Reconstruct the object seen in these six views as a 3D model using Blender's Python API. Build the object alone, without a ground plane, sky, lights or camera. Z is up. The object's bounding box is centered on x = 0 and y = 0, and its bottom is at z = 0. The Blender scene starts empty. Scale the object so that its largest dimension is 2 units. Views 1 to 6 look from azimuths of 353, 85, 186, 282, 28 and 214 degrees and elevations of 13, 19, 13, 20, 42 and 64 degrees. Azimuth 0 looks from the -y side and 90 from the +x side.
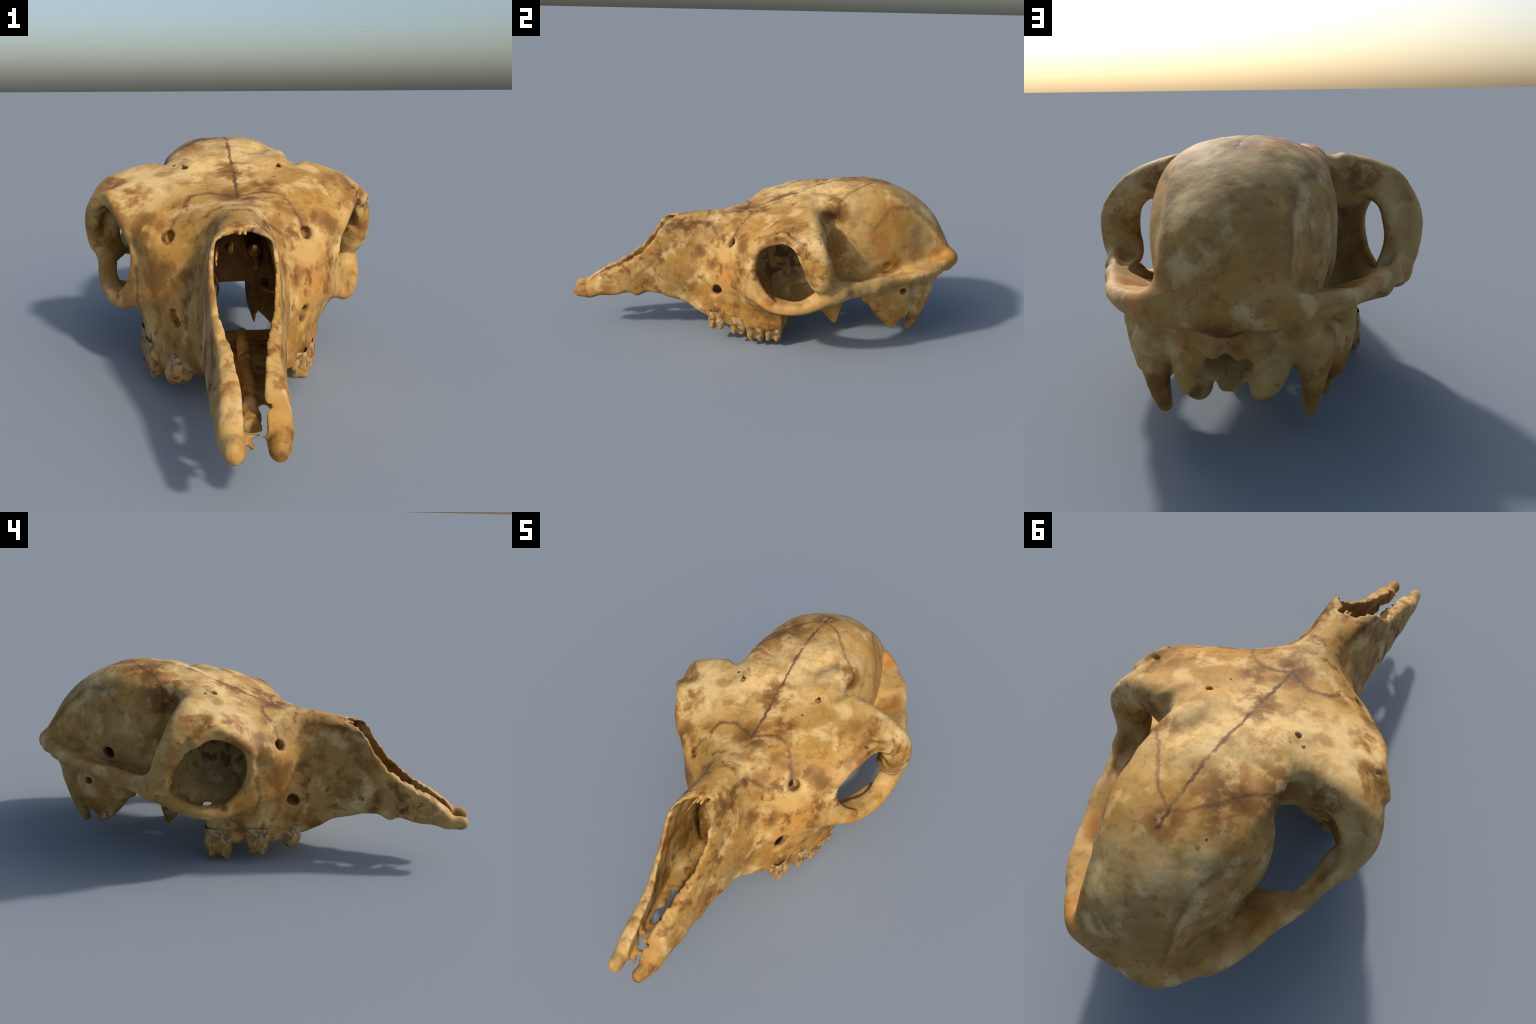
# Weathered deer skull: built as one implicit bone surface (lofts, tubes,
# plates and carved cavities), meshed with surface nets, then split into bones.
import bpy, math
import numpy as np

VOX = 0.0052
f32 = np.float32

# ------------------------------------------------------------------ helpers
def pchip(xs, ys, q):
    """Monotone cubic interpolation along axis 0 of ys."""
    xs = np.asarray(xs, float); ys = np.asarray(ys, float); q = np.asarray(q, float)
    sh = (-1,) + (1,) * (ys.ndim - 1)
    h = np.diff(xs).reshape(sh); d = np.diff(ys, axis=0) / h
    m = np.zeros_like(ys)
    if len(xs) > 2:
        w1 = 2 * h[1:] + h[:-1]; w2 = h[1:] + 2 * h[:-1]
        a, b = d[:-1], d[1:]
        ok = a * b > 0
        den = np.where(ok, w1 / np.where(ok, a, 1) + w2 / np.where(ok, b, 1), 1)
        m[1:-1] = np.where(ok, (w1 + w2) / den, 0)
    m[0] = d[0]; m[-1] = d[-1]
    qc = np.clip(q, xs[0], xs[-1])
    i = np.clip(np.searchsorted(xs, qc) - 1, 0, len(xs) - 2)
    hh = (xs[i + 1] - xs[i]).reshape(sh); t = ((qc - xs[i]).reshape(sh)) / hh
    return ((1 + 2 * t) * (1 - t) ** 2 * ys[i] + t * (1 - t) ** 2 * hh * m[i]
            + t * t * (3 - 2 * t) * ys[i + 1] + t * t * (t - 1) * hh * m[i + 1])

def smin(a, b, k):
    if k <= 0: return np.minimum(a, b)
    h = np.maximum(k - np.abs(a - b), 0) / k
    return np.minimum(a, b) - h * h * k * 0.25

def smax(a, b, k):
    return -smin(-a, -b, k)

def value_noise(P, scale, seed):
    """Smooth value noise in [-1, 1] at points P (n,3)."""
    rng = np.random.default_rng(seed)
    T = rng.uniform(-1, 1, (32, 32, 32))
    p = np.asarray(P, float) * scale + 100.0
    i = np.floor(p).astype(int); t = p - i; t = t * t * (3 - 2 * t)
    r = 0
    for dx in (0, 1):
        for dy in (0, 1):
            for dz in (0, 1):
                w = (t[:, 0] if dx else 1 - t[:, 0]) * (t[:, 1] if dy else 1 - t[:, 1]) * (t[:, 2] if dz else 1 - t[:, 2])
                r = r + w * T[(i[:, 0] + dx) % 32, (i[:, 1] + dy) % 32, (i[:, 2] + dz) % 32]
    return r

def catmull(pts, n=6):
    P = np.asarray(pts, float)
    t = np.arange(len(P)); tt = np.linspace(0, len(P) - 1, (len(P) - 1) * n + 1)
    Q = np.vstack([2 * P[0] - P[1], P, 2 * P[-1] - P[-2]])
    out = []
    for s in tt:
        i = min(int(s), len(P) - 2); f = s - i
        a, b, c, d = Q[i], Q[i + 1], Q[i + 2], Q[i + 3]
        out.append(0.5 * (2 * b + (c - a) * f + (2 * a - 5 * b + 4 * c - d) * f * f + (3 * b - a - 3 * c + d) * f ** 3))
    return np.array(out)

# The muzzle of the skull is bent a little towards -x.
def midline(y):
    t = np.clip(-y, 0, 2)
    return -0.068 * t + 0.012 * t * t + 0.010 * np.clip(y, 0, 1)

def ragged(x, y, z, amp):
    """Cheap jagged noise for broken bone edges."""
    a = np.sin(61 * y + 3.1 * np.sin(47 * z + 11 * x)) + np.sin(83 * z - 71 * x + 2.3 * np.sin(57 * y)) + 0.7 * np.sin(147 * y + 123 * z + 91 * x)
    return (amp * 0.4) * a

class Field:
    def __init__(self, lo, hi, h, bent=True, mirrored=True):
        self.lo = np.array(lo, float); self.h = h
        n = np.ceil((np.array(hi) - self.lo) / h).astype(int) + 1
        self.n = n
        self.ax = [self.lo[i] + h * np.arange(n[i]) for i in range(3)]
        self.F = np.full(n, 0.5, f32)
        self.bent = bent; self.mirrored = mirrored
    def block(self, lo, hi):
        s = []
        for i in range(3):
            a = int(np.clip(np.floor((lo[i] - self.lo[i]) / self.h), 0, self.n[i] - 1))
            b = int(np.clip(np.ceil((hi[i] - self.lo[i]) / self.h) + 1, a + 1, self.n[i]))
            s.append(slice(a, b))
        x = self.ax[0][s[0]][:, None, None]; y = self.ax[1][s[1]][None, :, None]; z = self.ax[2][s[2]][None, None, :]
        S = (x - midline(y)) if self.bent else x + 0 * y
        return tuple(s), S.astype(f32), y.astype(f32), z.astype(f32)
    def apply(self, fn, lo, hi, mode='add', k=0.02, side=0):
        """fn(u, s, y, z) -> distance. side 0: both sides (mirrored), +1/-1: one side."""
        lo = list(lo); hi = list(hi)
        m = max(abs(lo[0]), abs(hi[0])) + 0.09
        if self.mirrored:
            lo[0], hi[0] = (-m, m) if side == 0 else ((-0.12, m) if side > 0 else (-m, 0.12))
        sl, S, y, z = self.block(lo, hi)
        u = np.abs(S) if side == 0 else S * side
        d = fn(u, S, y, z).astype(f32)
        F = self.F[sl]
        if mode == 'add': self.F[sl] = smin(F, d, k)
        elif mode == 'cut': self.F[sl] = smax(F, -d, k)
        elif mode == 'offset': self.F[sl] = F + d
    # ---- primitives
    def tube(self, pts, k=0.03, mode='add', side=0, flat=None, n=5):
        """pts rows: (u, y, z, radius). flat=(nx,ny,nz,factor): squashed along that normal."""
        C = catmull(pts, n)
        r = C[:, 3].max() + k + 0.03
        lo = C[:, :3].min(0) - r; hi = C[:, :3].max(0) + r
        def fn(u, S, y, z):
            best = None
            M = None
            if flat is not None:
                nn = np.array(flat[:3], float); nn /= np.linalg.norm(nn); M = (nn, flat[3] - 1.0)
            def tr(v):
                if M is None: return v
                dt = v[0] * M[0][0] + v[1] * M[0][1] + v[2] * M[0][2]
                return [v[i] + dt * (M[1] * M[0][i]) for i in range(3)]
            P = tr([u, y, z])
            for a, b in zip(C[:-1], C[1:]):
                A = np.array(tr(list(a[:3]))); B = np.array(tr(list(b[:3]))); D = B - A; L = max(D @ D, 1e-9)
                px, py, pz = P[0] - f32(A[0]), P[1] - f32(A[1]), P[2] - f32(A[2])
                t = np.clip((px * f32(D[0]) + py * f32(D[1]) + pz * f32(D[2])) * f32(1 / L), 0, 1)
                q = np.sqrt((px - t * f32(D[0])) ** 2 + (py - t * f32(D[1])) ** 2 + (pz - t * f32(D[2])) ** 2) - (f32(a[3]) + t * f32(b[3] - a[3]))
                best = q if best is None else np.minimum(best, q)
            return best * (1.0 if flat is None else 2.0 / (1.0 + flat[3]))
        self.apply(fn, lo, hi, mode, k, side)
    def ellipsoid(self, c, r, k=0.03, mode='add', side=0, axes=None, p=2.0, roof=None, rag=0.0):
        R = max(r) + k + 0.03
        A = np.eye(3) if axes is None else np.array([np.array(a, float) / np.linalg.norm(a) for a in axes])
        def fn(u, S, y, z):
            v = [u - f32(c[0]), y - f32(c[1]), z - f32(c[2])]
            q = [np.abs(v[0] * f32(A[i][0]) + v[1] * f32(A[i][1]) + v[2] * f32(A[i][2])) / f32(r[i]) for i in range(3)]
            if p == 2.0:
                k0 = np.sqrt(q[0] ** 2 + q[1] ** 2 + q[2] ** 2) + 1e-6
                k1 = np.sqrt((q[0] / r[0]) ** 2 + (q[1] / r[1]) ** 2 + (q[2] / r[2]) ** 2) + 1e-6
                return k0 * (k0 - 1) / k1
            k0 = (q[0] ** p + q[1] ** p + q[2] ** p) ** (1 / p)
            d = (k0 - 1) * min(r)
            if rag: d = d + ragged(S, y, z, rag)
            if roof is not None: d = smax(d, self.slab_fn(u, S, y, z, True) + f32(roof), 0.04)
            return d
        self.apply(fn, np.array(c) - R, np.array(c) + R, mode, k, side)
    def loft(self, st, k=0.03, mode='add', cap=0.03, grow=0.0):
        """Superellipse sections along y. rows: y, half width, z top, z bottom, exponent."""
        st = np.asarray(st, float); m = k + 0.06
        lo = (-st[:, 1].max() - m, st[0, 0] - m, st[:, 3].min() - m); hi = (st[:, 1].max() + m, st[-1, 0] + m, st[:, 2].max() + m)
        def fn(u, S, y, z):
            T = pchip(st[:, 0], st[:, 1:], y.ravel()).astype(f32)
            a, zt, zb, n = [T[:, i][None, :, None] for i in range(4)]
            a = a + grow; c = (zt + zb) / 2; b = (zt - zb) / 2 + grow
            qx = u / a + 1e-4; qz = np.abs(z - c) / b + 1e-4
            q = (qx ** n + qz ** n) ** (1 / n)
            gx = (qx / q) ** (n - 1) / a; gz = (qz / q) ** (n - 1) / b
            # slope along y from the loft itself
            g = np.sqrt(gx * gx + gz * gz)
            d = (q - 1) / g
            gy = np.gradient(d, self.h, axis=1) if d.shape[1] > 2 else 0
            d = d / np.sqrt(1 + np.clip(gy, -2, 2) ** 2)
            yy = y + 0 * d
            d = smax(d, yy - f32(st[-1, 0]) - grow, cap); d = smax(d, f32(st[0, 0]) - grow - yy, cap)
            return d
        self.apply(fn, lo, hi, mode, k)
    def widths(self, ys, zs, W, ztop, zbot, k=0.03, mode='add', cap=0.03, inset=0.0, side=0, edge=0.03, ylim=None, asym=None):
        """Solid whose half width is a table over (y, z), between zbot(y) and ztop(y)."""
        ys = np.asarray(ys, float); zs = np.asarray(zs, float); W = np.asarray(W, float)
        y0, y1 = ylim if ylim else (ys[0], ys[-1]); m = k + 0.05
        lo = (-W.max() - m, y0 - m, min(r[1] for r in zbot) - m); hi = (W.max() + m, y1 + m, max(r[1] for r in ztop) + m)
        zt_ = np.array(ztop); zb_ = np.array(zbot)
        def fn(u, S, y, z):
            yq = y.ravel(); zq = z.ravel()
            A = pchip(ys, W, yq)                       # (ny, nzs)
            w = pchip(zs, A.T, zq).T                    # (ny, nz)
            gy = np.gradient(w, self.h, axis=0); gz = np.gradient(w, self.h, axis=1)
            g = np.sqrt(1 + np.clip(gy, -2.5, 2.5) ** 2 + np.clip(gz, -2.5, 2.5) ** 2)
            ins = inset(yq)[:, None] if callable(inset) else inset
            uu = u if asym is None else u + asym(S, y, z)
            d = ((uu - w[None].astype(f32)) / g[None].astype(f32)) + np.asarray(ins, f32)
            zt = pchip(zt_[:, 0], zt_[:, 1], yq).astype(f32)[None, :, None]; zb = pchip(zb_[:, 0], zb_[:, 1], yq).astype(f32)[None, :, None]
            d = smax(d, z - zt, edge); d = smax(d, zb - z, edge)
            yy = y + 0 * d
            d = smax(d, yy - f32(y1), cap); d = smax(d, f32(y0) - yy, cap)
            return d
        self.apply(fn, lo, hi, mode, k, side)
    def slab(self, ys, us, ZH, ZL, ulim, k=0.03, ylim=None, edge=0.03, cap=0.03):
        """Plate between two height tables over (y, u); ulim = (offset, slope): u < offset + slope*y."""
        ys = np.asarray(ys, float); us = np.asarray(us, float); ZH = np.asarray(ZH, float); m = k + 0.05
        y0, y1 = ylim if ylim else (ys[0], ys[-1])
        lo = (-us[-1] - m, y0 - m, np.min(ZL) - m); hi = (us[-1] + m, y1 + m, ZH.max() + m)
        uu = np.linspace(0, us[-1] + 0.2, 160)
        def fn(u, S, y, z, top_only=False):
            yq = y.ravel()
            A = pchip(ys, ZH, yq); B = pchip(us, A.T, uu).T          # (ny, 160)
            iu = np.clip(u[:, :, 0] / uu[1], 0, 158.99); i0 = iu.astype(int); t = iu - i0
            J = np.arange(len(yq))[None, :]
            zh = (B[J, i0] * (1 - t) + B[J, i0 + 1] * t)
            gx = (B[J, i0 + 1] - B[J, i0]) / uu[1]; gy = np.gradient(B, self.h, axis=0)[J, i0]
            d = (z - zh[:, :, None].astype(f32)) / np.sqrt(1 + gx ** 2 + gy ** 2)[:, :, None].astype(f32)
            if top_only: return d
            zl = pchip(ys, np.asarray(ZL, float), yq).astype(f32)[None, :, None]
            d = smax(d, zl - z, edge)
            hi_ = np.clip((z - 0.46) / 0.14, 0, 1); hi_ = hi_ * hi_ * (3 - 2 * hi_)
            lim = (0.392 + 0.60 * y) * (1 - hi_) + (ulim[0] + ulim[1] * y) * hi_
            d = smax(d, (u - lim) / math.hypot(1, ulim[1]), edge)
            yy = y + 0 * d
            return smax(smax(d, yy - f32(y1), cap), f32(y0) - yy, cap)
        self.apply(fn, lo, hi, 'add', k)
        self.slab_fn = fn
    # ---- meshing: naive surface nets
    def mesh(self):
        F = self.F; s = F < 0; n = F.shape
        c = [(i, j, k) for i in (0, 1) for j in (0, 1) for k in (0, 1)]
        sub = lambda A, o: A[o[0]:n[0] - 1 + o[0], o[1]:n[1] - 1 + o[1], o[2]:n[2] - 1 + o[2]]
        cnt = sum(sub(s, o).astype(np.int8) for o in c)
        act = (cnt > 0) & (cnt < 8)
        idx = np.full(act.shape, -1, np.int64); I = np.argwhere(act); idx[act] = np.arange(len(I))
        pos = np.zeros((len(I), 3)); num = np.zeros(len(I))
        for a in c:
            for ax in range(3):
                if a[ax]: continue
                b = list(a); b[ax] = 1
                fa = F[I[:, 0] + a[0], I[:, 1] + a[1], I[:, 2] + a[2]].astype(float); fb = F[I[:, 0] + b[0], I[:, 1] + b[1], I[:, 2] + b[2]].astype(float)
                cr = (fa < 0) != (fb < 0)
                t = np.where(cr, fa / np.where(cr, fa - fb, 1), 0)
                p = np.tile(np.array(a, float), (len(I), 1)); p[:, ax] += t
                pos += np.where(cr[:, None], p, 0); num += cr
        V = self.lo + self.h * (I + pos / num[:, None])
        faces = []
        for ax in range(3):
            o1, o2 = [(1, 2), (2, 0), (0, 1)][ax]
            sa = [slice(1, n[i] - 1) for i in range(3)]; sb = list(sa)
            sa[ax] = slice(0, n[ax] - 1); sb[ax] = slice(1, n[ax])
            A = s[tuple(sa)]; B = s[tuple(sb)]
            E = np.argwhere(A != B); inside = A[tuple(E.T)]
            E = E + np.array([0 if i == ax else 1 for i in range(3)])
            def at(d1, d2):
                e = E.copy(); e[:, o1] -= d1; e[:, o2] -= d2
                return idx[e[:, 0], e[:, 1], e[:, 2]]
            q = np.stack([at(1, 1), at(0, 1), at(0, 0), at(1, 0)], 1)
            q[~inside] = q[~inside][:, ::-1]
            faces.append(q)
        Q = np.concatenate(faces)
        return V, Q[(Q >= 0).all(1)]

def relax(V, Q, it, lam=0.5):
    E = np.concatenate([Q[:, [0, 1]], Q[:, [1, 2]], Q[:, [2, 3]], Q[:, [3, 0]]])
    for j in range(it):
        for w in (lam, -lam * 1.03):
            S = np.zeros_like(V); N = np.zeros(len(V))
            for a, b in ((0, 1), (1, 0)):
                for k in range(3): S[:, k] += np.bincount(E[:, a], V[E[:, b], k], len(V))
                N += np.bincount(E[:, a], minlength=len(V))
            V = V + w * (S / np.maximum(N, 1)[:, None] - V)
    return V

def vnormals(V, Q):
    fn = np.cross(V[Q[:, 2]] - V[Q[:, 0]], V[Q[:, 3]] - V[Q[:, 1]])
    N = np.zeros_like(V)
    for c in range(4):
        for k in range(3): N[:, k] += np.bincount(Q[:, c], fn[:, k], len(V))
    return N / np.maximum(np.linalg.norm(N, axis=1, keepdims=True), 1e-12)

def largest_piece(V, Q, keep=200):
    """Drop loose crumbs of the mesh."""
    lab = np.arange(len(V))
    while True:
        m = lab[Q].min(1); new = lab.copy()
        for c in range(4): np.minimum.at(new, Q[:, c], m)
        new = new[new]
        if (new == lab).all(): break
        lab = new
    cnt = np.bincount(lab, minlength=len(V))
    ok = cnt[lab] >= keep
    remap = np.cumsum(ok) - 1
    return V[ok], remap[Q[ok[Q[:, 0]]]]

# ------------------------------------------------------------------ the bone
B = Field((-0.60, -1.04, 0.0 - 0.02), (0.60, 1.05, 0.86), VOX)

# --- forehead with the orbital roofs
fy = [-0.40, -0.30, -0.20, -0.10, 0.0, 0.10, 0.20, 0.30, 0.36]
fu = [0.0, 0.10, 0.20, 0.30, 0.40, 0.50, 0.60]
fz = [[.620, .580, .50, .42, .36, .30, .25],
      [.630, .590, .51, .44, .38, .32, .28],
      [.636, .615, .545, .48, .42, .36, .32],
      [.640, .640, .618, .585, .535, .48, .43],
      [.668, .672, .670, .654, .626, .56, .50],
      [.700, .708, .710, .696, .670, .600, .54],
      [.728, .738, .733, .710, .672, .600, .54],
      [.770, .774, .756, .692, .634, .58, .54],
      [.790, .792, .770, .690, .630, .580, .54]]
B.slab(fy, fu, fz, [.30, .30, .30, .30, .29, .28, .28, .30, .30], (0.432, 0.50), k=0.05, ylim=(-0.24, 0.270), edge=0.045, cap=0.10)

# --- face: maxilla, lacrimal, nasal roof and muzzle walls
wy = [-1.02, -0.95, -0.85, -0.75, -0.65, -0.55, -0.45, -0.35, -0.25, -0.15, -0.05, 0.05, 0.15]
wz = [0.05, 0.10, 0.20, 0.30, 0.40, 0.50, 0.58, 0.64]
ww = [[.070, .075, .078, .075, .07, .08, .08, .08],
      [.078, .082, .086, .080, .080, .08, .08, .08],
      [.086, .090, .096, .083, .078, .078, .078, .078],
      [.096, .100, .108, .088, .076, .076, .076, .076],
      [.100, .104, .110, .105, .095, .090, .085, .08],
      [.110, .115, .122, .118, .108, .100, .092, .06],
      [.105, .105, .113, .124, .118, .104, .088, .04],
      [.122, .126, .138, .145, .130, .108, .080, .04],
      [.198, .206, .214, .206, .184, .148, .098, .05],
      [.268, .278, .285, .292, .285, .250, .188, .10],
      [.300, .312, .325, .350, .350, .338, .295, .20],
      [.312, .325, .335, .368, .350, .340, .300, .22],
      [.312, .325, .330, .350, .300, .300, .280, .22]]
wtop = [(-1.02, .225), (-0.95, .245), (-0.90, .268), (-0.83, .312), (-0.72, .372), (-0.64, .430), (-0.575, .50), (-0.53, .575), (-0.50, .600), (-0.44, .612), (-0.30, .634), (-0.15, .638), (0.0, .665), (0.15, .70)]
wbot = [(-1.02, .195), (-0.98, .185), (-0.92, .170), (-0.86, .186), (-0.78, .190), (-0.70, .208), (-0.66, .192), (-0.60, .215), (-0.55, .212), (-0.48, .185), (-0.40, .158), (-0.35, .125), (-0.30, .106), (-0.24, .100), (-0.20, .088), (-0.15, .082), (-0.09, .076), (-0.05, .082), (0.0, .074), (0.05, .080), (0.15, .070)]
def right_cheek(S, y, z):
    """The tooth row on the +x side sits further in and ends sooner."""
    m = np.clip((y + 0.25) / 0.12, 0, 1) * np.clip((0.30 - z) / 0.10, 0, 1) * (S > 0)
    side = np.clip((y + 0.55) / 0.12, 0, 1) * np.clip((-0.14 - y) / 0.10, 0, 1) * np.clip((z - 0.24) / 0.10, 0, 1) * np.clip((0.60 - z) / 0.08, 0, 1) * (S > 0)
    return m * (0.032 + np.clip((y - 0.075) * 2.5, 0, 0.3)) - 0.013 * side
B.widths(wy, wz, ww, wtop, wbot, k=0.03, ylim=(-0.93, 0.135), edge=0.03, cap=0.04, asym=right_cheek)

# --- orbit and the space behind it
tn = (0.514, 0.857, 0.0); nn = (0.857, -0.514, 0.0)
B.ellipsoid((0.46, 0.078, 0.468), (0.168, 0.36, 0.185), k=0.015, mode='cut', axes=(tn, nn, (0, 0, 1)), p=2.6, roof=0.030)
B.ellipsoid((0.315, 0.28, 0.45), (0.17, 0.22, 0.19), k=0.02, mode='cut', p=2.4, roof=0.085)
B.ellipsoid((0.42, 0.30, 0.30), (0.14, 0.20, 0.16), k=0.02, mode='cut', p=2.4)

B.ellipsoid((.25, .155, .335), (.11, .14, .10), k=0.02, mode='cut', p=2.2)
B.ellipsoid((.305, .060, .455), (.115, .115, .15), k=0.02, mode='cut', p=2.2, roof=0.03)
# chipped upper margin of the orbit
B.ellipsoid((.455, .085, .655), (.030, .016, .035), k=0.008, mode='cut', p=2.01, rag=0.006)
# --- braincase
B.loft([(0.06, .100, .670, .420, 2.3), (0.20, .120, .730, .400, 2.3), (0.30, .165, .782, .365, 2.5), (0.40, .248, .803, .300, 2.7),
        (0.50, .273, .8035, .265, 2.7), (0.60, .262, .796, .265, 2.6), (0.70, .238, .766, .265, 2.3), (0.80, .194, .708, .270, 2.2),
        (0.88, .175, .634, .290, 2.2), (0.94, .155, .535, .320, 2.2), (0.982, .13, .455, .360, 2.2)], k=0.07, cap=0.05)
B.tube([(.13, .18, .698, .045), (.185, .30, .720, .043), (.192, .41, .698, .042)], k=0.06)
B.tube([(.150, .60, .735, .004), (.155, .70, .705, .003), (.152, .80, .628, .005), (.148, .89, .53, .009), (.150, .955, .43, .016)], k=0.045)
B.tube([(.16, .27, .600, .065), (.24, .235, .592, .055), (.32, .215, .600, .045)], k=0.04)
# occipital plate under the crest
B.ellipsoid((0.0, 0.720, 0.32), (0.25, 0.165, 0.15), k=0.05)
# basicranial bar
B.tube([(0, .86, .20, .045), (0, .70, .225, .045), (0, .50, .28, .045), (0, .32, .335, .035), (0, .18, .37, .03)], k=0.04, flat=(0, 0, 1, 1.5))

# nuchal crest running round into the temporal shelf and the zygomatic arch
B.tube([(0, .967, .420, .028), (.09, .967, .426, .028), (.150, .954, .434, .027), (.200, .925, .438, .023), (.25, .862, .424, .018),
        (.305, .79, .410, .014), (.335, .73, .400, .014), (.36, .66, .392, .015), (.385, .59, .388, .017), (.415, .51, .382, .022)], k=0.045)
B.tube([(.40, .55, .385, .022), (.425, .47, .378, .034), (.445, .40, .378, .040), (.462, .34, .378, .044)], k=0.035, flat=(1, 0.15, 0, 1.7))
B.tube([(.25, .80, .38, .05), (.29, .70, .375, .06), (.31, .60, .375, .07), (.34, .55, .378, .06)], k=0.05, flat=(-.5, 0, 1, 4.2))
B.tube([(.15, .90, .40, .05), (.20, .84, .395, .055), (.25, .76, .39, .05)], k=0.05, flat=(-.4, 0, 1, 2.0))
# glenoid knob under the arch
B.tube([(.400, .50, .350, .026), (.35, .53, .345, .026), (.28, .57, .34, .035)], k=0.03)

# postorbital bar, jugal and orbital rim
B.tube([(.30, .190, .665, .060), (.39, .182, .638, .064), (.458, .174, .598, .070), (.490, .190, .545, .070), (.492, .218, .485, .064), (.482, .258, .420, .050), (.466, .305, .378, .038)],
       k=0.04, flat=(0.82, -0.40, 0.35, 2.5), side=1)
B.tube([(.30, .192, .672, .060), (.39, .190, .652, .062), (.460, .190, .620, .064), (.495, .216, .562, .060), (.502, .248, .495, .052), (.490, .282, .425, .046), (.468, .312, .378, .038)],
       k=0.04, flat=(0.82, -0.40, 0.35, 2.5), side=-1)
for sd, back in ((1, 0.0), (-1, 0.035)):
    B.tube([(.38, .212 + back * .5, .625, .031), (.425, .216 + back, .57, .031), (.440, .228 + back, .50, .030), (.450, .262 + back * .7, .43, .028)], k=0.04, side=sd)
B.tube([(.465, .33, .370, .032), (.478, .25, .330, .030), (.467, .17, .290, .027), (.432, .08, .266, .025), (.385, .0, .272, .027), (.335, -.07, .315, .030), (.28, -.12, .34, .03)], k=0.03, flat=(0.86, -0.5, 0.2, 1.3))
B.tube([(.348, -.074, .52, .015), (.340, -.078, .43, .015), (.360, -.040, .352, .015), (.398, .010, .300, .015)], k=0.02)
B.tube([(.352, -.075, .53, .016), (.388, -.028, .588, .016), (.428, .045, .640, .014), (.462, .088, .628, .014), (.487, .125, .600, .018)], k=0.03)

B.tube([(.462, .210, .46, .046), (.440, .240, .405, .052), (.425, .31, .372, .052), (.418, .39, .376, .040), (.405, .46, .380, .03)], k=0.03, flat=(.55, 0, .8, 2.5), side=1)
B.tube([(.470, .268, .44, .038), (.448, .280, .400, .046), (.430, .33, .372, .050), (.418, .40, .376, .040), (.405, .46, .380, .03)], k=0.03, flat=(.55, 0, .8, 2.5), side=-1)
B.tube([(.375, .035, .275, .026), (.405, .10, .276, .033), (.430, .17, .298, .033), (.440, .23, .342, .033)], k=0.03, flat=(.3, 0, 1, 2.0), side=1)
B.tube([(.385, .035, .272, .022), (.415, .10, .274, .026), (.440, .17, .292, .026), (.455, .25, .340, .028)], k=0.03, flat=(.3, 0, 1, 1.8), side=-1)
B.tube([(.31, .07, .225, .050), (.36, .14, .238, .052), (.405, .20, .275, .045)], k=0.03, flat=(-.35, -.2, 1, 3.0))
# ear region, jugular processes, condyles, pterygoid plates
B.tube([(.190, .558, .245, .052), (.212, .592, .185, .050), (.238, .625, .130, .036), (.238, .650, .100, .020)], k=0.03, flat=(1, 0, .2, 1.15))
B.tube([(.275, .66, .32, .060), (.262, .665, .23, .055), (.245, .660, .15, .035), (.240, .655, .105, .018)], k=0.02, flat=(1, .2, .25, 1.6))
B.tube([(.245, .72, .33, .060), (.235, .73, .26, .055), (.222, .74, .19, .035)], k=0.03, flat=(1, .3, .2, 1.5))
B.tube([(.205, .50, .285, .030), (.195, .512, .220, .018)], k=0.03)
B.tube([(.245, .57, .31, .045), (.255, .63, .30, .045)], k=0.03)
B.tube([(.19, .57, .26, .055), (.225, .63, .235, .055), (.230, .645, .17, .040)], k=0.03)
B.tube([(.292, .67, .345, .035), (.286, .68, .27, .034), (.275, .69, .18, .02)], k=0.04)
B.tube([(.225, .80, .34, .055), (.218, .785, .24, .042), (.210, .765, .14, .032), (.203, .745, .078, .022)], k=0.04)
B.ellipsoid((.104, .815, .208), (.048, .066, .082), k=0.02, axes=((1, 0, -.5), (0, 1, .2), (.5, -.2, 1)))
B.tube([(.085, .30, .28, .06), (.088, .35, .20, .055), (.100, .365, .12, .042), (.105, .375, .062, .020)], k=0.03, flat=(1, 0, 0, 3.2))
B.ellipsoid((.090, .22, .27), (.026, .20, .15), k=0.03, p=2.4)

B.tube([(.285, .67, .315, .034), (.308, .665, .315, .030)], k=0.02)
B.tube([(.20, .925, .405, .016), (.13, .925, .36, .014), (.06, .905, .315, .014), (.015, .885, .27, .014)], k=0.03)
B.ellipsoid((.285, .80, .340), (.045, .09, .026), k=0.03, mode='cut')
# hollows under the nuchal crest
B.ellipsoid((.095, .935, .335), (.065, .035, .032), k=0.035, mode='cut')
B.ellipsoid((.0, .925, .30), (.018, .035, .05), k=0.03, mode='cut')
# --- cavities
def bone_thickness(y):
    return np.interp(y, [-1.0, -0.85, -0.7, -0.55, -0.4, -0.2, 0.2], [.068, .060, .036, .017, .016, .024, .04])
ctop = [(-1.05, .60), (-0.60, .60), (-0.45, .585), (-0.30, .605), (-0.15, .605), (0.0, .59), (0.15, .55)]
cbot = [(-1.05, .10), (-0.90, .12), (-0.84, .215), (-0.60, .232), (-0.50, .225), (-0.35, .205), (-0.20, .19), (-0.08, .178), (0.03, .08), (0.15, .02)]
B.widths(wy, wz, np.minimum(ww, np.interp(wy, [-0.3, -0.1, 0.1, 0.16], [.24, .22, .15, .12])[:, None]), ctop, cbot, k=0.008, mode='cut', inset=bone_thickness, ylim=(-1.10, 0.16), edge=0.02, cap=0.03)
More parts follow.
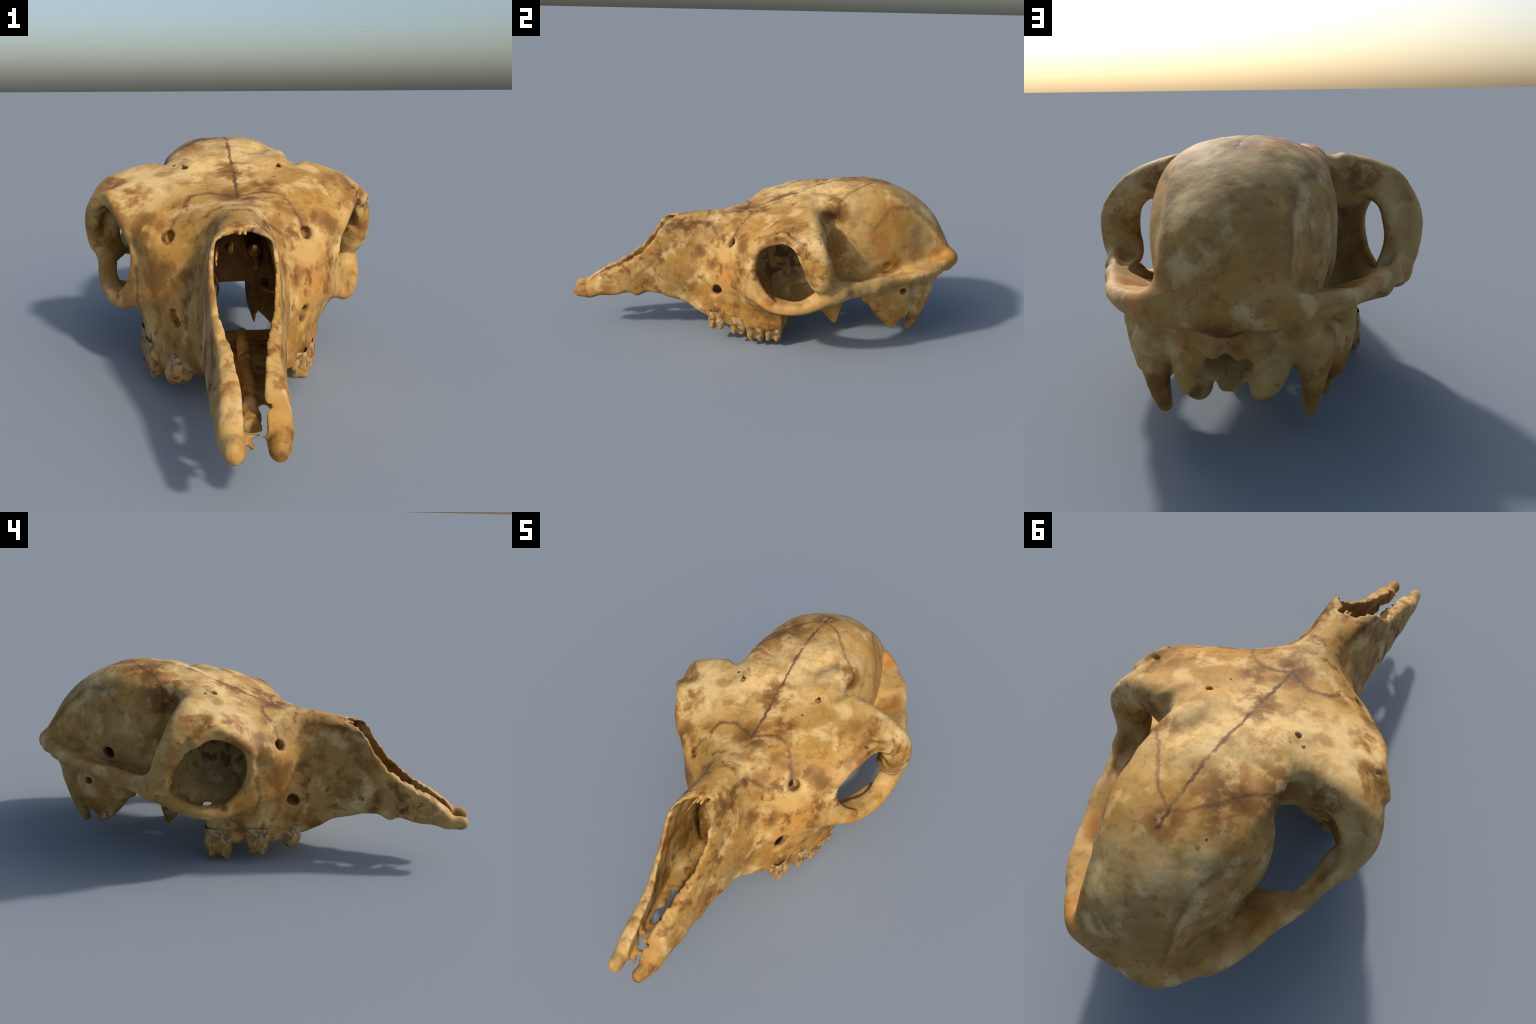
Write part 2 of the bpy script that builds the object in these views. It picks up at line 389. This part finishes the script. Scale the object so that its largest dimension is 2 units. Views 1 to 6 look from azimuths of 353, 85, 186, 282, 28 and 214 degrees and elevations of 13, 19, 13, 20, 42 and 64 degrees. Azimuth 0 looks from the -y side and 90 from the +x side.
# palate vault between the tooth rows
B.loft([(-0.60, .05, .19, .05, 2.2), (-0.40, .085, .165, .02, 2.4), (-0.20, .13, .158, -.02, 2.6), (-0.05, .165, .150, -.05, 2.8), (0.20, .19, .18, -.08, 2.8)], k=0.015, mode='cut')
# vomer ridge on the nasal floor
B.tube([(0, -.86, .20, .018), (0, -.75, .225, .020), (0, -.60, .245, .022), (0, -.45, .255, .022), (0, -.36, .262, .02)], k=0.02)
# end of the nasal bones over the aperture
B.ellipsoid((0.0, -0.60, 0.60), (0.072, 0.160, 0.17), k=0.006, mode='cut', p=2.2, rag=0.010)
B.tube([(0, -.40, .604, .013), (.008, -.462, .594, .008)], k=0.012)
def broken_margin(u, S, y, z):
    ze = pchip([-0.95, -0.85, -0.72, -0.64, -0.575, -0.53], [.262, .296, .366, .422, .492, .560], y.ravel()).astype(f32)[None, :, None]
    return smax(ze - z + ragged(S * 1.3, y * 1.6, 0 * z, 0.010) + 0.002, np.abs(y + 0.66) - 0.14 + 0 * S, 0.02)
B.apply(broken_margin, (-.13, -.85, .2), (.13, -.50, .62), 'cut', 0.006)
# thick rounded ends of the premaxillae
B.tube([(.076, -.76, .262, .016), (.068, -.84, .232, .026), (.060, -.91, .208, .033), (.051, -.965, .206, .034)], k=0.02, flat=(1, 0, 0, 1.12))
# remains of the scrolls inside the nose
B.tube([(.050, -.30, .455, .012), (.058, -.20, .465, .026), (.060, -.05, .47, .032), (.06, .08, .48, .03)], k=0.02, side=1)
B.tube([(.075, -.44, .50, .008), (.070, -.30, .52, .014), (.065, -.10, .53, .02), (.06, .06, .54, .02)], k=0.01, side=-1, flat=(1, 0, 0, 1.6))
B.tube([(.115, -.28, .46, .010), (.075, -.26, .42, .008), (.070, -.25, .36, .007), (.10, -.25, .335, .009), (.14, -.24, .34, .010)], k=0.01, side=-1, flat=(0, 1, 0, .6))
B.tube([(.028, -.425, .560, .009), (.030, -.35, .525, .018), (.032, -.22, .50, .024)], k=0.012, side=-1, flat=(1, 0, 0, 1.7))
B.tube([(.040, -.410, .545, .010), (.044, -.33, .515, .020), (.050, -.22, .49, .028)], k=0.012, side=1)
B.tube([(.100, -.40, .40, .010), (.080, -.30, .385, .016), (.085, -.18, .38, .020)], k=0.012, side=1, flat=(0, 0, 1, 1.8))
# incisive openings and the gap between the premaxillae, both broken
def palate_hole(s0, y0, su, sy, rag):
    def fn(u, S, y, z):
        q = np.sqrt(((S - s0) / su) ** 2 + ((y - y0) / sy) ** 2)
        return smax((q - 1) * su + ragged(S, y, 0 * z, rag), np.abs(z - 0.21) - 0.06 + 0 * S, 0.005)
    B.apply(fn, (-0.12, y0 - sy - 0.05, 0.12), (0.12, y0 + sy + 0.05, 0.30), 'cut', 0.006)
palate_hole(-0.036, -0.70, 0.016, 0.10, 0.010)
palate_hole(0.034, -0.80, 0.013, 0.05, 0.008)
palate_hole(0.008, -0.885, 0.022, 0.035, 0.014)
# torn shreds of bone between the tips
B.tube([(.050, -.865, .207, .013), (.022, -.888, .201, .016), (-.004, -.882, .198, .013)], k=0.008, side=-1, flat=(0, .2, 1, 1.7), n=2)
B.tube([(.028, -.893, .200, .014), (.014, -.912, .194, .013), (.008, -.926, .190, .011)], k=0.006, side=-1, flat=(0, .4, 1, 1.6), n=2)
B.tube([(.030, -.930, .215, .010), (.014, -.918, .212, .008)], k=0.006, side=1, flat=(0, .2, 1, 1.5), n=2)
# brain cavity, foramen magnum, temporal and other foramina
B.loft([(0.30, .11, .69, .36, 2.2), (0.45, .20, .745, .33, 2.2), (0.60, .215, .745, .32, 2.2), (0.75, .165, .69, .33, 2.1), (0.85, .10, .58, .36, 2.1)], k=0.01, mode='cut', cap=0.05)
B.tube([(0, .98, .225, .058), (0, .85, .235, .058), (0, .72, .33, .06)], k=0.012, mode='cut', flat=(0, 0, 1, 1.25))
B.tube([(.38, .60, .455, .026), (.24, .60, .425, .026), (.12, .60, .42, .026)], k=0.008, mode='cut', side=-1)
B.tube([(.38, .60, .455, .022), (.255, .60, .42, .020)], k=0.008, mode='cut', side=1)
B.tube([(.168, .10, .78, .008), (.168, .16, .66, .008)], k=0.006, mode='cut')
B.tube([(.250, -.225, .550, .020), (.220, -.165, .530, .018), (.212, -.150, .526, .012)], k=0.012, mode='cut')
B.tube([(.232, -.35, .252, .018), (.222, -.28, .268, .022), (.208, -.238, .285, .019), (.190, -.19, .30, .010)], k=0.014, mode='cut')
B.tube([(.165, .93, .335, .026), (.17, .85, .325, .020)], k=0.02, mode='cut')
B.tube([(.37, .665, .315, .014), (.28, .67, .315, .014)], k=0.012, mode='cut')

B.F += f32(0.003)
V, Q = B.mesh()
V, Q = largest_piece(V, Q)
V = relax(V, Q, 2)
N = vnormals(V, Q)
V = V + N * (0.0024 * value_noise(V, 9, 1) + 0.0010 * value_noise(V, 30, 2) + 0.0004 * value_noise(V, 80, 3))[:, None]
N = vnormals(V, Q)

# ------------------------------------------------------------------ materials
class Nodes:
    def __init__(self, name):
        self.m = bpy.data.materials.new(name); self.m.use_nodes = True
        self.t = self.m.node_tree; self.n = self.t.nodes; self.l = self.t.links
        self.bsdf = self.n["Principled BSDF"]
    def put(self, v, sock):
        if isinstance(v, bpy.types.NodeSocket): self.l.new(v, sock)
        else: sock.default_value = v
    def math(self, op, a, b=0.0, c=None, clamp=False):
        k = self.n.new("ShaderNodeMath"); k.operation = op; k.use_clamp = clamp
        self.put(a, k.inputs[0]); self.put(b, k.inputs[1])
        if c is not None: self.put(c, k.inputs[2])
        return k.outputs[0]
    def vec(self, op, a, b=(0, 0, 0), scale=None):
        k = self.n.new("ShaderNodeVectorMath"); k.operation = op
        self.put(a, k.inputs[0])
        if op not in ("LENGTH", "NORMALIZE", "ABSOLUTE"): self.put(b, k.inputs[1])
        if scale is not None: self.put(scale, k.inputs["Scale"])
        return k.outputs["Value"] if op in ("LENGTH", "DISTANCE", "DOT_PRODUCT") else k.outputs[0]
    def noise(self, p, scale, detail=3.0, rough=0.55, distort=0.0, color=False):
        k = self.n.new("ShaderNodeTexNoise"); self.l.new(p, k.inputs["Vector"])
        k.inputs["Scale"].default_value = scale; k.inputs["Detail"].default_value = detail
        k.inputs["Roughness"].default_value = rough; k.inputs["Distortion"].default_value = distort
        return k.outputs["Color" if color else "Fac"]
    def step(self, v, lo, hi, a=0.0, b=1.0):
        k = self.n.new("ShaderNodeMapRange"); k.interpolation_type = 'SMOOTHSTEP'
        self.put(v, k.inputs["Value"]); k.inputs["From Min"].default_value = lo; k.inputs["From Max"].default_value = hi
        k.inputs["To Min"].default_value = a; k.inputs["To Max"].default_value = b
        return k.outputs[0]
    def mix(self, f, a, b, mode='MIX'):
        k = self.n.new("ShaderNodeMix"); k.data_type = 'RGBA'; k.blend_type = mode; k.clamp_factor = True
        self.put(f, k.inputs[0])
        for v, sck in ((a, k.inputs[6]), (b, k.inputs[7])):
            self.put((*v, 1.0) if isinstance(v, tuple) and len(v) == 3 else v, sck)
        return k.outputs[2]
    def segment(self, p, a, b):
        """distance from point p to the segment a-b"""
        a = np.array(a); d = np.array(b) - a; L = float(d @ d)
        q = self.vec("SUBTRACT", p, tuple(a))
        t = self.math("MULTIPLY", self.vec("DOT_PRODUCT", q, tuple(d)), 1 / L, clamp=True)
        k = self.n.new("ShaderNodeVectorMath"); k.operation = "SCALE"; k.inputs[0].default_value = tuple(d); self.l.new(t, k.inputs["Scale"])
        return self.vec("DISTANCE", q, k.outputs[0])
    def path(self, p, pts, weight=None):
        r = None
        if weight is not None:
            p = self.vec("MULTIPLY", p, weight); pts = [tuple(np.array(q) * weight) for q in pts]
        for a, b in zip(pts[:-1], pts[1:]):
            d = self.segment(p, a, b); r = d if r is None else self.math("MINIMUM", r, d)
        return r
    def most(self, *v):
        r = v[0]
        for x in v[1:]: r = self.math("MAXIMUM", r, x)
        return r

def bone_material():
    M = Nodes("weathered_bone")
    P = M.n.new("ShaderNodeTexCoord").outputs["Object"]
    wob = M.vec("SCALE", M.vec("SUBTRACT", M.noise(P, 9, 3, color=True), (.5, .5, .5)), scale=0.045)
    fine = M.vec("SCALE", M.vec("SUBTRACT", M.noise(P, 38, 3, color=True), (.5, .5, .5)), scale=0.028)
    W = M.vec("ADD", M.vec("ADD", P, wob), fine)
    # mirrored coordinates that follow the bend of the muzzle
    sep = M.n.new("ShaderNodeSeparateXYZ"); M.l.new(M.vec("ADD", P, fine), sep.inputs[0])
    yn = M.math("MINIMUM", sep.outputs[1], 0.0)
    bend = M.math("ADD", M.math("MULTIPLY", yn, M.math("ADD", M.math("MULTIPLY", yn, 0.012), 0.068)), M.math("MULTIPLY", M.math("MAXIMUM", sep.outputs[1], 0.0), 0.01))
    s = M.math("SUBTRACT", sep.outputs[0], bend)
    com = M.n.new("ShaderNodeCombineXYZ"); M.l.new(M.math("ABSOLUTE", s), com.inputs[0]); M.l.new(sep.outputs[1], com.inputs[1]); M.l.new(sep.outputs[2], com.inputs[2])
    A = com.outputs[0]
    def blob(p, c, r0, r1): return M.step(M.vec("DISTANCE", p, c), r0, r1, 1.0, 0.0)
    # ground colours
    n1 = M.noise(P, 3.6, 3, 0.55); n2 = M.noise(M.vec("ADD", P, (3.1, .7, 1.9)), 7.0, 4, 0.6); n3 = M.noise(M.vec("ADD", P, (.3, 5.2, 2.4)), 16.0, 4, 0.6, 0.1)
    n4 = M.noise(P, 62.0, 3, 0.6); n5 = M.noise(M.vec("ADD", P, (7.3, 1.1, .4)), 5.5, 4, 0.6); n6 = M.noise(M.vec("ADD", P, (1.3, 4.1, 6.4)), 11.0, 3, 0.55, 0.2)
    col = M.mix(M.step(n1, .36, .62), CREAM, OCHRE)
    col = M.mix(M.math("MULTIPLY", M.step(n5, .47, .66), 0.45), col, OLIVE)
    col = M.mix(M.math("MULTIPLY", M.step(n3, .50, .68), 0.45), col, TAN)
    col = M.mix(M.math("MULTIPLY", M.step(n6, .50, .68), 0.65), col, BLEACH)
    # pale, sun-bleached forehead and crown
    pale = M.most(blob(W, (-.05, .22, .74), .08, .33), blob(W, (.12, .30, .72), .05, .24), blob(W, (-.30, .06, .66), .05, .2), blob(W, (.46, .20, .60), .03, .12), blob(W, (-.12, .70, .72), .02, .16))
    col = M.mix(M.math("MULTIPLY", pale, M.step(n3, .34, .60, .9, .25)), col, BLEACH)
    # warm ochre and rust patches
    warm = M.most(blob(W, (.26, .60, .60), .05, .22), blob(W, (.21, .93, .45), .03, .14), blob(W, (.24, -.16, .38), .04, .16), blob(W, (-.26, -.18, .38), .04, .16), blob(W, (.30, .0, .14), .05, .2), blob(A, (.36, -.02, .28), .03, .14), blob(A, (.32, .62, .40), .02, .12))
    col = M.mix(M.math("MULTIPLY", warm, M.step(n6, .38, .60, .15, .85)), col, RUST)
    # brown stains: soft mottling plus set places
    face = M.most(M.step(sep.outputs[1], -.02, -.14, 0.0, 1.0), blob(A, (.42, .06, .50), .16, .30), M.step(sep.outputs[2], .30, .16), 0.25)
    spots = M.math("MULTIPLY", M.step(n3, .47, .68), M.step(n5, .34, .56))
    blot = M.step(n2, .46, .70)
    n7 = M.noise(M.vec("ADD", P, (2.2, 8.1, 3.3)), 30.0, 3, 0.55)
    freck = M.math("MULTIPLY", M.step(n7, .54, .70), M.step(n1, .36, .56))
    where = M.most(blob(W, (.0, -.10, .64), .02, .13), blob(W, (-.12, .46, .77), .03, .17), blob(W, (-.22, .34, .70), .02, .15), blob(W, (.20, .33, .70), .01, .12), blob(W, (0, .60, .79), .01, .10),
                   blob(W, (.29, -.11, .54), .01, .10), blob(W, (-.30, -.11, .55), .01, .10), blob(A, (.17, -.28, .42), .01, .09), blob(A, (.31, -.02, .15), .02, .12), blob(A, (.22, -.24, .17), .02, .11), blob(A, (.15, -.33, .47), .01, .08),
                   blob(W, (.08, -.42, .50), .01, .09), blob(W, (0, .95, .36), .02, .13), blob(W, (.0, .10, .69), .02, .12), blob(W, (.10, -.02, .67), .01, .09), blob(A, (.115, -.60, .30), .01, .07), blob(A, (.42, .10, .66), .01, .08), blob(A, (.34, .28, .66), .02, .10))
    stain = M.most(M.math("MULTIPLY", M.math("MULTIPLY", spots, face), 0.85), M.math("MULTIPLY", M.math("MULTIPLY", blot, face), 0.65), M.math("MULTIPLY", freck, 0.38), M.math("MULTIPLY", where, M.step(n3, .36, .58, .15, .85)))
    col = M.mix(M.step(stain, .02, .50, 0.0, .85), col, AMBER)
    col = M.mix(M.step(stain, .34, 1.0, 0.0, .88), col, BROWN)
    # hair cracks and fine branching seams
    crack = M.math("MULTIPLY", M.step(M.math("ABSOLUTE", M.math("SUBTRACT", M.noise(M.vec("ADD", P, (4.4, .2, 9.1)), 4.5, 5, 0.62), 0.5)), .0015, .0085, 1.0, 0.0), M.step(n2, .44, .60))
    col = M.mix(M.math("MULTIPLY", crack, .32), col, SEAM)
    # earth stain in the eye sockets; shade painted into the nose cavity
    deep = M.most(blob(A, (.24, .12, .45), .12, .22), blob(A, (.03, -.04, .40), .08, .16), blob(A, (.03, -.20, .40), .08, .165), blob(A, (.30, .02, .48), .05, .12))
    col = M.mix(M.math("MULTIPLY", deep, M.step(n3, .42, .56, .95, .35)), col, EARTH_SHADE)
    # sutures
    brk = M.step(M.noise(P, 12, 2), .30, .50, .35, 1.0)
    def seam(d, w, amt): return M.math("MULTIPLY", M.math("MULTIPLY", M.step(d, w * .15, w * 1.25, 1.0, 0.0), brk), amt)
    sag = M.path(A, [(0, -.11, .64), (0, .05, .69), (0, .22, .735), (0, .40, .785), (0, .57, .795), (0.0, .63, .79)], (1, 1, .12))
    cor = M.path(A, [(0, .57, .795), (.055, .535, .79), (.10, .49, .785), (.165, .40, .765), (.235, .34, .71)], (1, 1, .12))
    nas = M.path(A, [(0, -.10, .64), (.09, -.065, .648), (.155, -.085, .62), (.19, -.14, .565), (.222, -.175, .53)], (1, 1, .12))
    nmx = M.path(A, [(.085, -.52, .57), (.082, -.42, .59), (.088, -.27, .592), (.13, -.23, .53)], (.2, 1, 1))
    mal = M.path(A, [(.33, -.095, .42), (.31, -.115, .32), (.305, -.09, .24), (.34, -.02, .235), (.40, .06, .245)], (.2, 1, 1))
    par = M.path(A, [(.13, .92, .50), (.165, .82, .62), (.17, .72, .70), (.21, .60, .71), (.255, .52, .62)], (.2, 1, 1))
    inc = M.path(A, [(.098, -.50, .46), (.105, -.60, .36), (.11, -.68, .28), (.112, -.72, .22)], (.2, 1, 1))
    low = M.path(A, [(.36, .62, .395), (.30, .78, .405), (.22, .91, .42)], (.2, 1, 1))
    seams = M.most(seam(sag, .0085, .9), seam(cor, .009, .55), seam(nas, .010, .65), seam(nmx, .011, .6), seam(mal, .010, .45), seam(par, .013, .42), seam(inc, .014, .4), seam(low, .008, .3))
    col = M.mix(seams, col, SEAM)
    # dark spots painted in place of small holes; darkness painted into carved hollows
    dark_spots = M.most(*[blob(M.vec("ADD", P, fine), c, .004, r) for c, r in (((-.121, .614, .765), .017), ((-.167, .465, .75), .014), ((-.135, .585, .77), .009), ((.44, .02, .625), .016), ((.42, .03, .64), .014), ((.24, .84, .56), .018), ((-.20, .16, .725), .012), ((.14, .05, .69), .009), ((-.16, .20, .735), .01))],
                  blob(A, (.168, .142, .718), .006, .014), blob(A, (.225, -.165, .53), .010, .028), blob(A, (.20, -.24, .28), .014, .035))
    col = M.mix(M.math("MULTIPLY", dark_spots, .9), col, DARK_SPOT)
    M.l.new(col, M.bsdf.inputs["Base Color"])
    M.bsdf.inputs["Roughness"].default_value = 0.62
    M.bsdf.inputs["Specular IOR Level"].default_value = 0.25
    h = M.math("ADD", M.math("MULTIPLY", n3, .5), M.math("MULTIPLY", n4, .35))
    h = M.math("SUBTRACT", h, M.math("MULTIPLY", seams, .5))
    bp = M.n.new("ShaderNodeBump"); bp.inputs["Strength"].default_value = 0.35; bp.inputs["Distance"].default_value = 0.006
    M.l.new(h, bp.inputs["Height"]); M.l.new(bp.outputs[0], M.bsdf.inputs["Normal"])
    return M.m

def tooth_material():
    M = Nodes("stained_enamel")
    P = M.n.new("ShaderNodeTexCoord").outputs["Object"]
    n2 = M.noise(P, 14, 4, 0.6, 0.6); n3 = M.noise(P, 40, 4, 0.65, 1.0)
    col = M.mix(M.step(n2, .35, .65), ENAMEL, OCHRE)
    col = M.mix(M.math("MULTIPLY", M.step(n3, .40, .62), .85), col, BROWN)
    M.l.new(col, M.bsdf.inputs["Base Color"]); M.bsdf.inputs["Roughness"].default_value = 0.4
    return M.m

BLEACH = (.64, .45, .20); CREAM = (.48, .302, .102); OCHRE = (.38, .200, .040); OLIVE = (.25, .168, .056); TAN = (.23, .112, .031)
AMBER = (.26, .118, .024); RUST = (.42, .17, .022); BROWN = (.105, .046, .009); EARTH_SHADE = (.070, .033, .013); SEAM = (.075, .033, .017); DARK_SPOT = (.025, .012, .007); ENAMEL = (.44, .295, .12)
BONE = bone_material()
TOOTH = tooth_material()

# ------------------------------------------------------------------ objects
root = bpy.data.objects.new("deer_skull", None)
root["label"] = "weathered tan deer skull without antlers or lower jaw"
root["category"] = "animal skull"
bpy.context.scene.collection.objects.link(root)

def add_part(name, V, Q, N, mat, parent):
    used = np.unique(Q); remap = np.full(len(V), -1); remap[used] = np.arange(len(used))
    v = V[used]; q = remap[Q]
    me = bpy.data.meshes.new(name)
    me.vertices.add(len(v)); me.vertices.foreach_set("co", v.astype(f32).ravel())
    me.loops.add(q.size); me.loops.foreach_set("vertex_index", q.ravel().astype(np.int32))
    me.polygons.add(len(q)); me.polygons.foreach_set("loop_start", np.arange(0, q.size, 4, dtype=np.int32))
    me.polygons.foreach_set("use_smooth", np.ones(len(q), bool))
    me.update(calc_edges=True); me.validate()
    me.materials.append(mat)
    me.normals_split_custom_set_from_vertices(N[used].astype(f32))
    o = bpy.data.objects.new(name, me); o.parent = parent
    bpy.context.scene.collection.objects.link(o)
    return o

C = V[Q].mean(1); S = C[:, 0] - midline(C[:, 1]); U = np.abs(S); Y = C[:, 1]; Z = C[:, 2]
region = np.full(len(Q), 0)                      # 0 braincase
region[Y < 0.27] = 1                             # forehead
region[(Y < -0.10) & (Z > 0.42) & (U < 0.10)] = 2  # nasal
region[(Y < -0.04) & ((Z <= 0.58 - 0.0 * Y) & ~((Y < -0.10) & (Z > 0.56) & (U < 0.10)))] = 3
region[(Y >= -0.04) & (Y < 0.27) & (Z < 0.24)] = 3
region[(Y < -0.56)] = 4
region[(U > 0.30) & (Y > -0.02) & (Y < 0.56) & (Z > 0.23) & (Z < 0.60) & (U > 0.36 - 0.1 * Y)] = 5
region[(Y > 0.48) & (Z < 0.36) & (region != 5)] = 6
names = ["braincase", "forehead", "nasal_bone", "upper_jaw", "premaxilla", "cheekbone", "skull_base"]
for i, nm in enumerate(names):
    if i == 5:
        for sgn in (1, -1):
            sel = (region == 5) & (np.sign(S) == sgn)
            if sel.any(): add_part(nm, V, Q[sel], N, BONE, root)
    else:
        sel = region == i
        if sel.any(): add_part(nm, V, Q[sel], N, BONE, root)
# ------------------------------------------------------------------ cheek teeth
def build_tooth(length, width, height, lobes, seed):
    """Crown with paired crescent cusps; its own origin is at the gum, pointing down."""
    T = Field((-width, -length * .75, -height - .02), (width, length * .75, .055), 0.0035, bent=False, mirrored=False)
    rng = np.random.default_rng(seed)
    seg = length / lobes
    T.ellipsoid((0, 0, .02), (width * .44, length * .52, height * .72 + .02), k=0.01, p=3.5)
    for i in range(lobes):
        y0 = -length / 2 + seg * (i + .5)
        hb = height * rng.uniform(.92, 1.0); hl = height * rng.uniform(.80, .92)
        T.tube([(.14 * width, y0, .0, seg * .50), (.20 * width, y0, -.62 * hb, seg * .40), (.26 * width, y0 + rng.uniform(-.006, .006), -hb + .009, .009)], k=0.015)
        T.tube([(-.14 * width, y0, .0, seg * .50), (-.20 * width, y0, -.62 * hl, seg * .38), (-.24 * width, y0, -hl + .010, .010)], k=0.015)
    for i in range(lobes - 1):                       # cleft between the lobes
        y0 = -length / 2 + seg * (i + 1)
        T.tube([(.50 * width, y0, .02, .004), (.46 * width, y0, -height, .010)], k=0.014, mode='cut')
    v, q = T.mesh(); v = relax(v, q, 2)
    n = vnormals(v, q)
    v = v + n * (0.0016 * value_noise(v + seed, 40, 9))[:, None]
    return v, q, vnormals(v, q)

# side, y, u, gum height, crown height, length, width, lobes
TEETH = [(1, -.245, .196, .108, .040, .080, .058, 2), (1, -.135, .222, .095, .045, .075, .085, 2), (1, -.048, .236, .092, .070, .088, .090, 2), (1, .040, .246, .090, .066, .084, .090, 2),
         (-1, -.235, .198, .108, .030, .080, .058, 1), (-1, -.098, .270, .115, .082, .092, .092, 2), (-1, .073, .296, .0995, .098, .120, .092, 2)]
for i, (sd, y0, u0, zg, hgt, ln, wd, lb) in enumerate(TEETH):
    v, q, n = build_tooth(ln, wd, hgt, lb, 40 + i)
    flip = np.array([sd, 1, 1.0])
    v = v * flip; n = n * flip
    if sd < 0: q = q[:, ::-1]
    o = add_part("tooth", v, q, n, TOOTH, root)
    o.location = (sd * u0 + float(midline(np.array(y0))), y0, zg)
    o.rotation_euler = (0.0, 0.0, -sd * 0.22)
